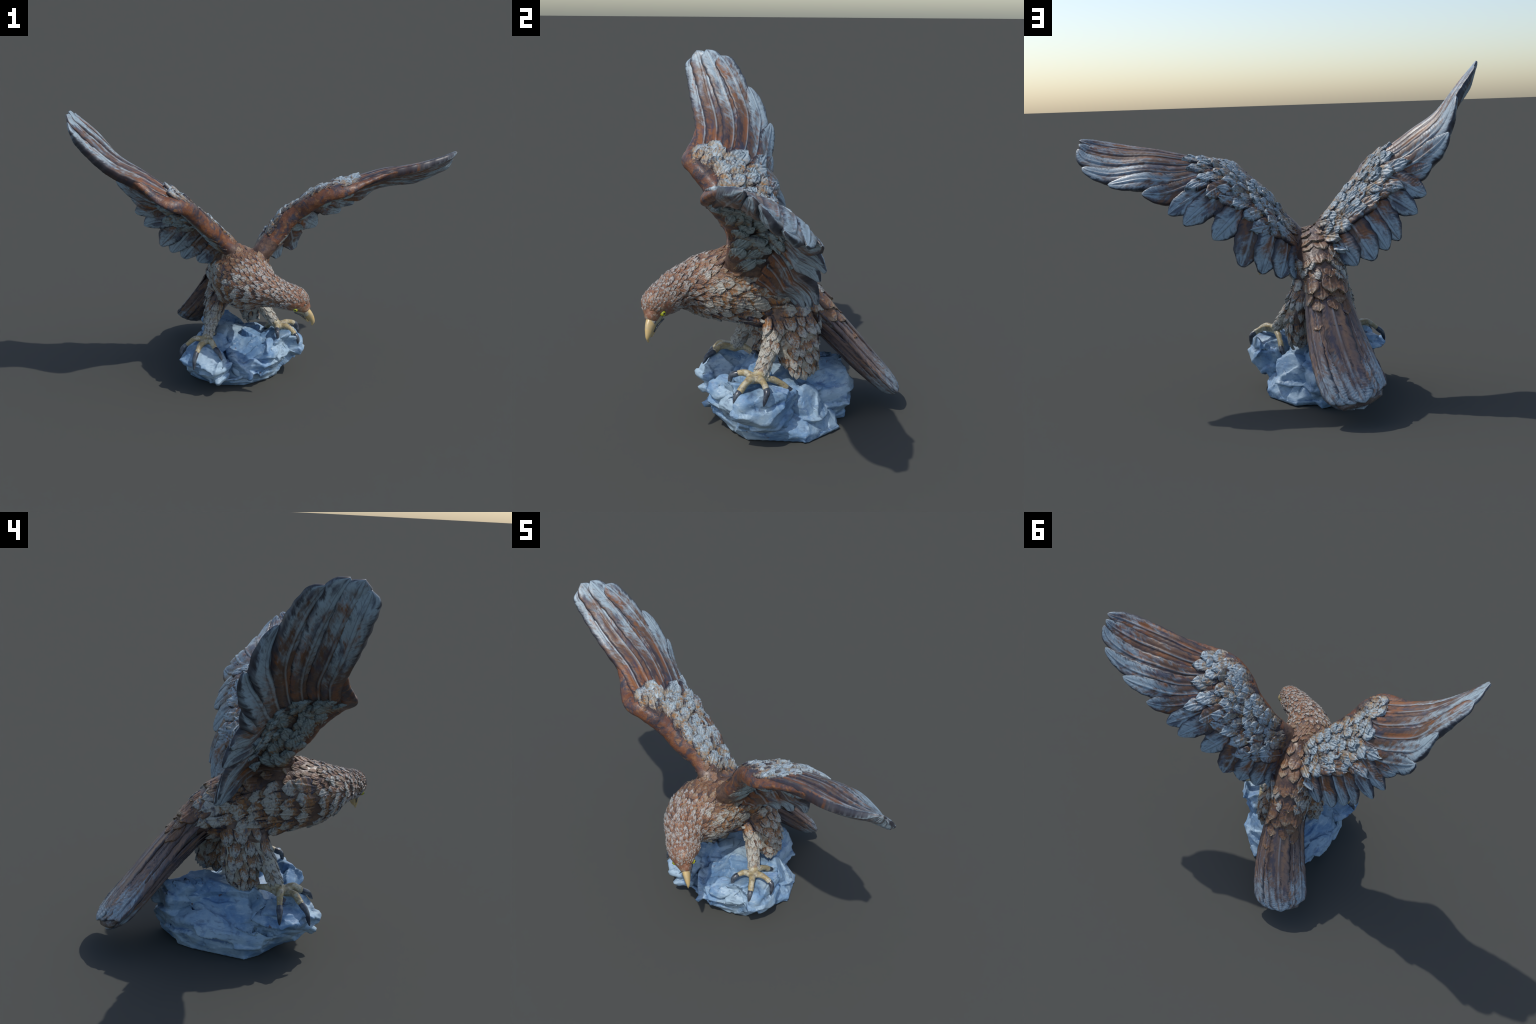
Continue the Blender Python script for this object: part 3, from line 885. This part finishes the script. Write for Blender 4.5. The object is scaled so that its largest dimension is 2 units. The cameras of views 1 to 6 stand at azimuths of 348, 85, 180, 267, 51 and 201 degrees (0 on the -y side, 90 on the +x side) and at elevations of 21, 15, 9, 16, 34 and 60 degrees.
mid_eye = (EYE_L + EYE_R) / 2
across = unit(EYE_L - EYE_R)
TIP, BASE = V3(0.133, -0.531, 0.479), V3(0.112, -0.529, 0.568)
fwd = unit(V3(0.75, -0.62, 0))


def beak_run(rows, name, mat):
    v, f = tube(rows, 30, 20, tuple(unit(np.cross(across, unit(TIP - mid_eye)))) if False else tuple(fwd))
    return put(name, mesh_from(name, v, f), MAT[mat], PART["head"])


beak_run([(0.068, -0.501, 0.572, 0.037, 0.028), (0.086, -0.510, 0.560, 0.031, 0.031), (0.101, -0.518, 0.548, 0.022, 0.028), (0.111, -0.523, 0.532, 0.0175, 0.024)], "cere", "cere")
beak_run([(0.100, -0.517, 0.553, 0.0195, 0.028), (0.116, -0.5245, 0.534, 0.0165, 0.0245), (0.128, -0.5295, 0.515, 0.0125, 0.019), (0.1355, -0.533, 0.497, 0.008, 0.0115), (0.1325, -0.5315, 0.477, 0.003, 0.004)], "upper_beak", "beak")
beak_run([(0.072, -0.495, 0.546, 0.024, 0.012), (0.090, -0.507, 0.528, 0.017, 0.011), (0.106, -0.515, 0.509, 0.011, 0.009), (0.117, -0.5215, 0.494, 0.005, 0.004)], "lower_beak", "beak")
for sg in (1, -1):
    o = across * sg
    v, f = tube([(*(V3(0.066, -0.496, 0.553) + o * 0.033), 0.0028, 0.0028), (*(V3(0.090, -0.509, 0.536) + o * 0.0225), 0.003, 0.003), (*(V3(0.110, -0.519, 0.512) + o * 0.0125), 0.0026, 0.0026)], 14, 8)
    put("gape", mesh_from("gape", v, f), MAT["claw"], PART["head"])
    v, f = tube([(*(V3(0.103, -0.519, 0.555) + o * 0.0195), 0.0035, 0.0035), (*(V3(0.107, -0.521, 0.548) + o * 0.0195), 0.0035, 0.0035)], 8, 10)
    put("nostril", mesh_from("nostril", v, f), MAT["claw"], PART["head"])


def ball(name, c, r, mat, squash=None, axis=None):
    bm = bmesh.new()
    bmesh.ops.create_uvsphere(bm, u_segments=20, v_segments=12, radius=r)
    me = bpy.data.meshes.new(name)
    bm.to_mesh(me)
    bm.free()
    me.polygons.foreach_set("use_smooth", [True] * len(me.polygons))
    ob = put(name, me, MAT[mat], PART["head"])
    ob.location = c
    return ob


for e, sg in ((EYE_L, 1), (EYE_R, -1)):
    out = unit(across * sg + fwd * 0.35)
    ball("eye", e - out * 0.0015, 0.0125, "iris")
    ball("pupil", e + out * 0.0066, 0.0055, "pupil")
    up_ = unit(V3(-0.2, 0.1, 1))
    v, f = tube([(*(e - fwd * 0.022 + V3(0, 0, 0.014) - out * 0.008), 0.004, 0.004), (*(e + V3(0, 0, 0.014) - out * 0.001), 0.007, 0.005), (*(e + fwd * 0.022 + V3(0, 0, 0.004) - out * 0.008), 0.004, 0.004)], 14, 12)
    put("brow", mesh_from("brow", v, f), MAT["head"], PART["head"])

# ------------------------------------------------------------------ rock
rock = Lump()
rock.hull([(-.43, -.04, 0), (-.39, -.10, 0), (-.286, -.193, 0), (-.158, -.227, 0), (-.02, -.185, 0), (.05, -.142, 0), (.065, 0, 0), (.095, .12, 0.0), (-.026, .261, 0),
           (-.30, .24, 0), (-.34, .18, 0), (-.33, .165, 0), (-.40, .035, 0), (-.43, -.15, .09), (-.30, -.26, .07), (-.05, -.26, .08), (.06, -.20, .09), (.10, -.05, .07), (.10, .115, .04), (-.02, .262, .02),
           (-.37, .18, .115), (-.42, .06, .12), (-.39, .13, .13), (-.28, .265, .09), (-.2, 0, .2)])
rock.hull([(-.146, .318, 0), (-.26, .25, 0), (-.12, .24, 0), (-.16, .33, .12), (-.23, .30, .12), (-.09, .28, .11), (-.17, .33, .18), (-.22, .29, .17), (-.14, .33, .165), (-.12, .24, .19), (-.13, .18, .24), (-.19, .20, .245), (-.225, .25, .250), (-.215, .18, .250), (-.19, .30, .235), (-.10, .1, .22), (-.18, .05, .25)])
rock.hull([(-.28, .265, .270), (-.285, .30, .20), (-.27, .31, .12), (-.26, .285, .03), (-.25, .19, .275), (-.20, .31, .20), (-.17, .24, .24), (-.2, .15, .2), (-.2, .2, .05)])
rock.hull([(.112, .103, .036), (-.028, .274, .012), (.106, .10, 0), (-.03, .270, 0), (.0, .1, .09), (-.04, .2, .07), (.06, 0, .06), (-.1, .15, 0)])
rock.hull([(.042, .152, .140), (.034, .14, .05), (-.09, .05, .215), (.01, .04, .165), (-.04, .19, .13), (-.05, .17, .05), (-.1, .1, .05)])
rock.hull([(.182, -.055, .205), (.165, -.16, .205), (.125, -.215, .16), (.06, -.245, .12), (.055, -.228, .275), (.03, -.2, .255), (.06, -.11, .25), (.13, .02, .215), (.05, .05, .2), (.09, -.12, .07), (.08, .0, .08), (-.02, -.2, .1), (0, -.02, .22), (.18, -.08, .17)])
rock.hull([(-.475, -.165, .215), (-.47, -.21, .17), (-.41, -.302, .195), (-.395, -.305, .135), (-.285, -.325, .17), (-.27, -.30, .08), (-.275, -.26, .205), (-.33, -.14, .24), (-.43, -.09, .2), (-.385, -.08, .05), (-.375, -.175, .05), (-.30, -.245, .03), (-.38, -.27, .225)])
rock.hull([(-.135, -.05, .25), (-.17, -.08, .232), (-.06, -.06, .242), (-.2, .05, .26), (0.0, -.262, .232), (-.03, -.18, .24), (-.16, -.265, .165), (-.05, -.285, .15), (-.20, -.24, .155), (-.05, -.285, .10), (-.18, -.285, .11), (-.1, -.29, .09), (-.05, .08, .21), (-.2, .1, .05), (0, 0, .1)])
rock.hull([(-.41, -.04, .15), (-.43, -.1, .15), (-.26, .04, .255), (-.24, .16, .13), (-.19, .17, .245), (-.25, .0, .262), (-.3, -.1, .255), (-.18, .1, .25), (-.25, -.2, .13), (-.34, .15, .10), (-.34, .14, .03), (-.39, .02, .04), (-.33, .03, .13)])
stone = rock.melt(0.0055, 1, 0.5)
SP, SN = coords(stone), vnormals(stone)
SP[:, :2] = V3(-0.16, 0.02) + (SP[:, :2] - V3(-0.16, 0.02)) * (0.975 + 0.01 * smooth(0.0, 0.2, SP[:, 2]))[:, None]
# fracture: every patch of the surface is pushed on to its own tilted plane
rg = np.random.default_rng(8)
NC = 90
seeds = V3(-0.16, 0.0, 0.13) + unit(rg.normal(0, 1, (NC, 3)) * V3(1, 1, 0.9)) * V3(0.36, 0.36, 0.2)
pick = np.array([np.argmin(((SP - q) ** 2).sum(1)) for q in seeds])
cc = SP[pick]
cn = []
for c in cc:
    near = ((SP - c) ** 2).sum(1) < 0.05 ** 2
    cn.append(unit(SN[near].sum(0)))
cn = unit(np.array(cn) + rg.normal(0, 0.17, (NC, 3)))
stretch = V3(1, 1, 1.7)
wob = np.array([[nz(p, 11, 2), nz(p, 11, 8), nz(p, 11, 4)] for p in SP]) * 0.03
own = np.empty(len(SP), int)
for ix in np.array_split(np.arange(len(SP)), 40):
    own[ix] = (np.linalg.norm(((SP[ix] + wob[ix])[:, None] - cc[None]) * stretch, axis=2) + 3.0 * (1 - SN[ix] @ cn.T).clip(0.4) * 0.05).argmin(1)
den = np.maximum(np.einsum("ij,ij->i", SN, cn[own]), 0.45)
disp = np.clip(-np.einsum("ij,ij->i", SP - cc[own], cn[own]) / den, -0.036, 0.036) * 0.95
disp += np.array([0.004 * nz(p, 16, 1) + 0.0022 * nz(p, 48, 6) for p in SP])
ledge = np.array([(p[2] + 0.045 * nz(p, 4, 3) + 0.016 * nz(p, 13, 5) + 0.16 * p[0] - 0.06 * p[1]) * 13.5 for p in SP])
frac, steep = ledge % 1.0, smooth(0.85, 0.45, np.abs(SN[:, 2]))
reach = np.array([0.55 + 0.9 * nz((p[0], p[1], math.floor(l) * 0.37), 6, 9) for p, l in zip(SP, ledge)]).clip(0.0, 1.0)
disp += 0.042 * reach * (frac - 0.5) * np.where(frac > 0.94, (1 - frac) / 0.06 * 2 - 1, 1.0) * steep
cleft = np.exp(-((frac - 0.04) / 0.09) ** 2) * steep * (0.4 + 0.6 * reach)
ends = np.array([e.vertices[:] for e in stone.edges])
deg = np.bincount(ends.ravel(), minlength=len(SP))
step = np.bincount(ends[:, 0], np.abs(own[ends[:, 0]] != own[ends[:, 1]]), len(SP)) + np.bincount(ends[:, 1], np.abs(own[ends[:, 0]] != own[ends[:, 1]]), len(SP))
edge_of = (step > 0).astype(float)
for _ in range(5):
    edge_of = np.maximum(edge_of, 0.8 * (np.bincount(ends[:, 0], edge_of[ends[:, 1]], len(SP)) + np.bincount(ends[:, 1], edge_of[ends[:, 0]], len(SP))) / np.maximum(deg, 1))
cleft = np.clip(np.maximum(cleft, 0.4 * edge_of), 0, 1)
for _ in range(1):
    tot = np.bincount(ends[:, 0], disp[ends[:, 1]], len(SP)) + np.bincount(ends[:, 1], disp[ends[:, 0]], len(SP))
    disp = 0.6 * disp + 0.4 * tot / np.maximum(deg, 1)
disp *= smooth(0.0, 0.03, SP[:, 2]) * (0.35 + 0.65 * smooth(0.03, 0.10, SP[:, 2]))
SP = SP + SN * disp[:, None]
SP[:, 2] = np.maximum(SP[:, 2], 0.0)
set_coords(stone, SP)
stone.polygons.foreach_set("use_smooth", [True] * len(stone.polygons))
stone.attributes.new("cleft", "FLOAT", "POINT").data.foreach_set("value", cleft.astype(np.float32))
stone.name = "rock"
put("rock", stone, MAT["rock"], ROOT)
bpy.data.meshes.remove(skin)
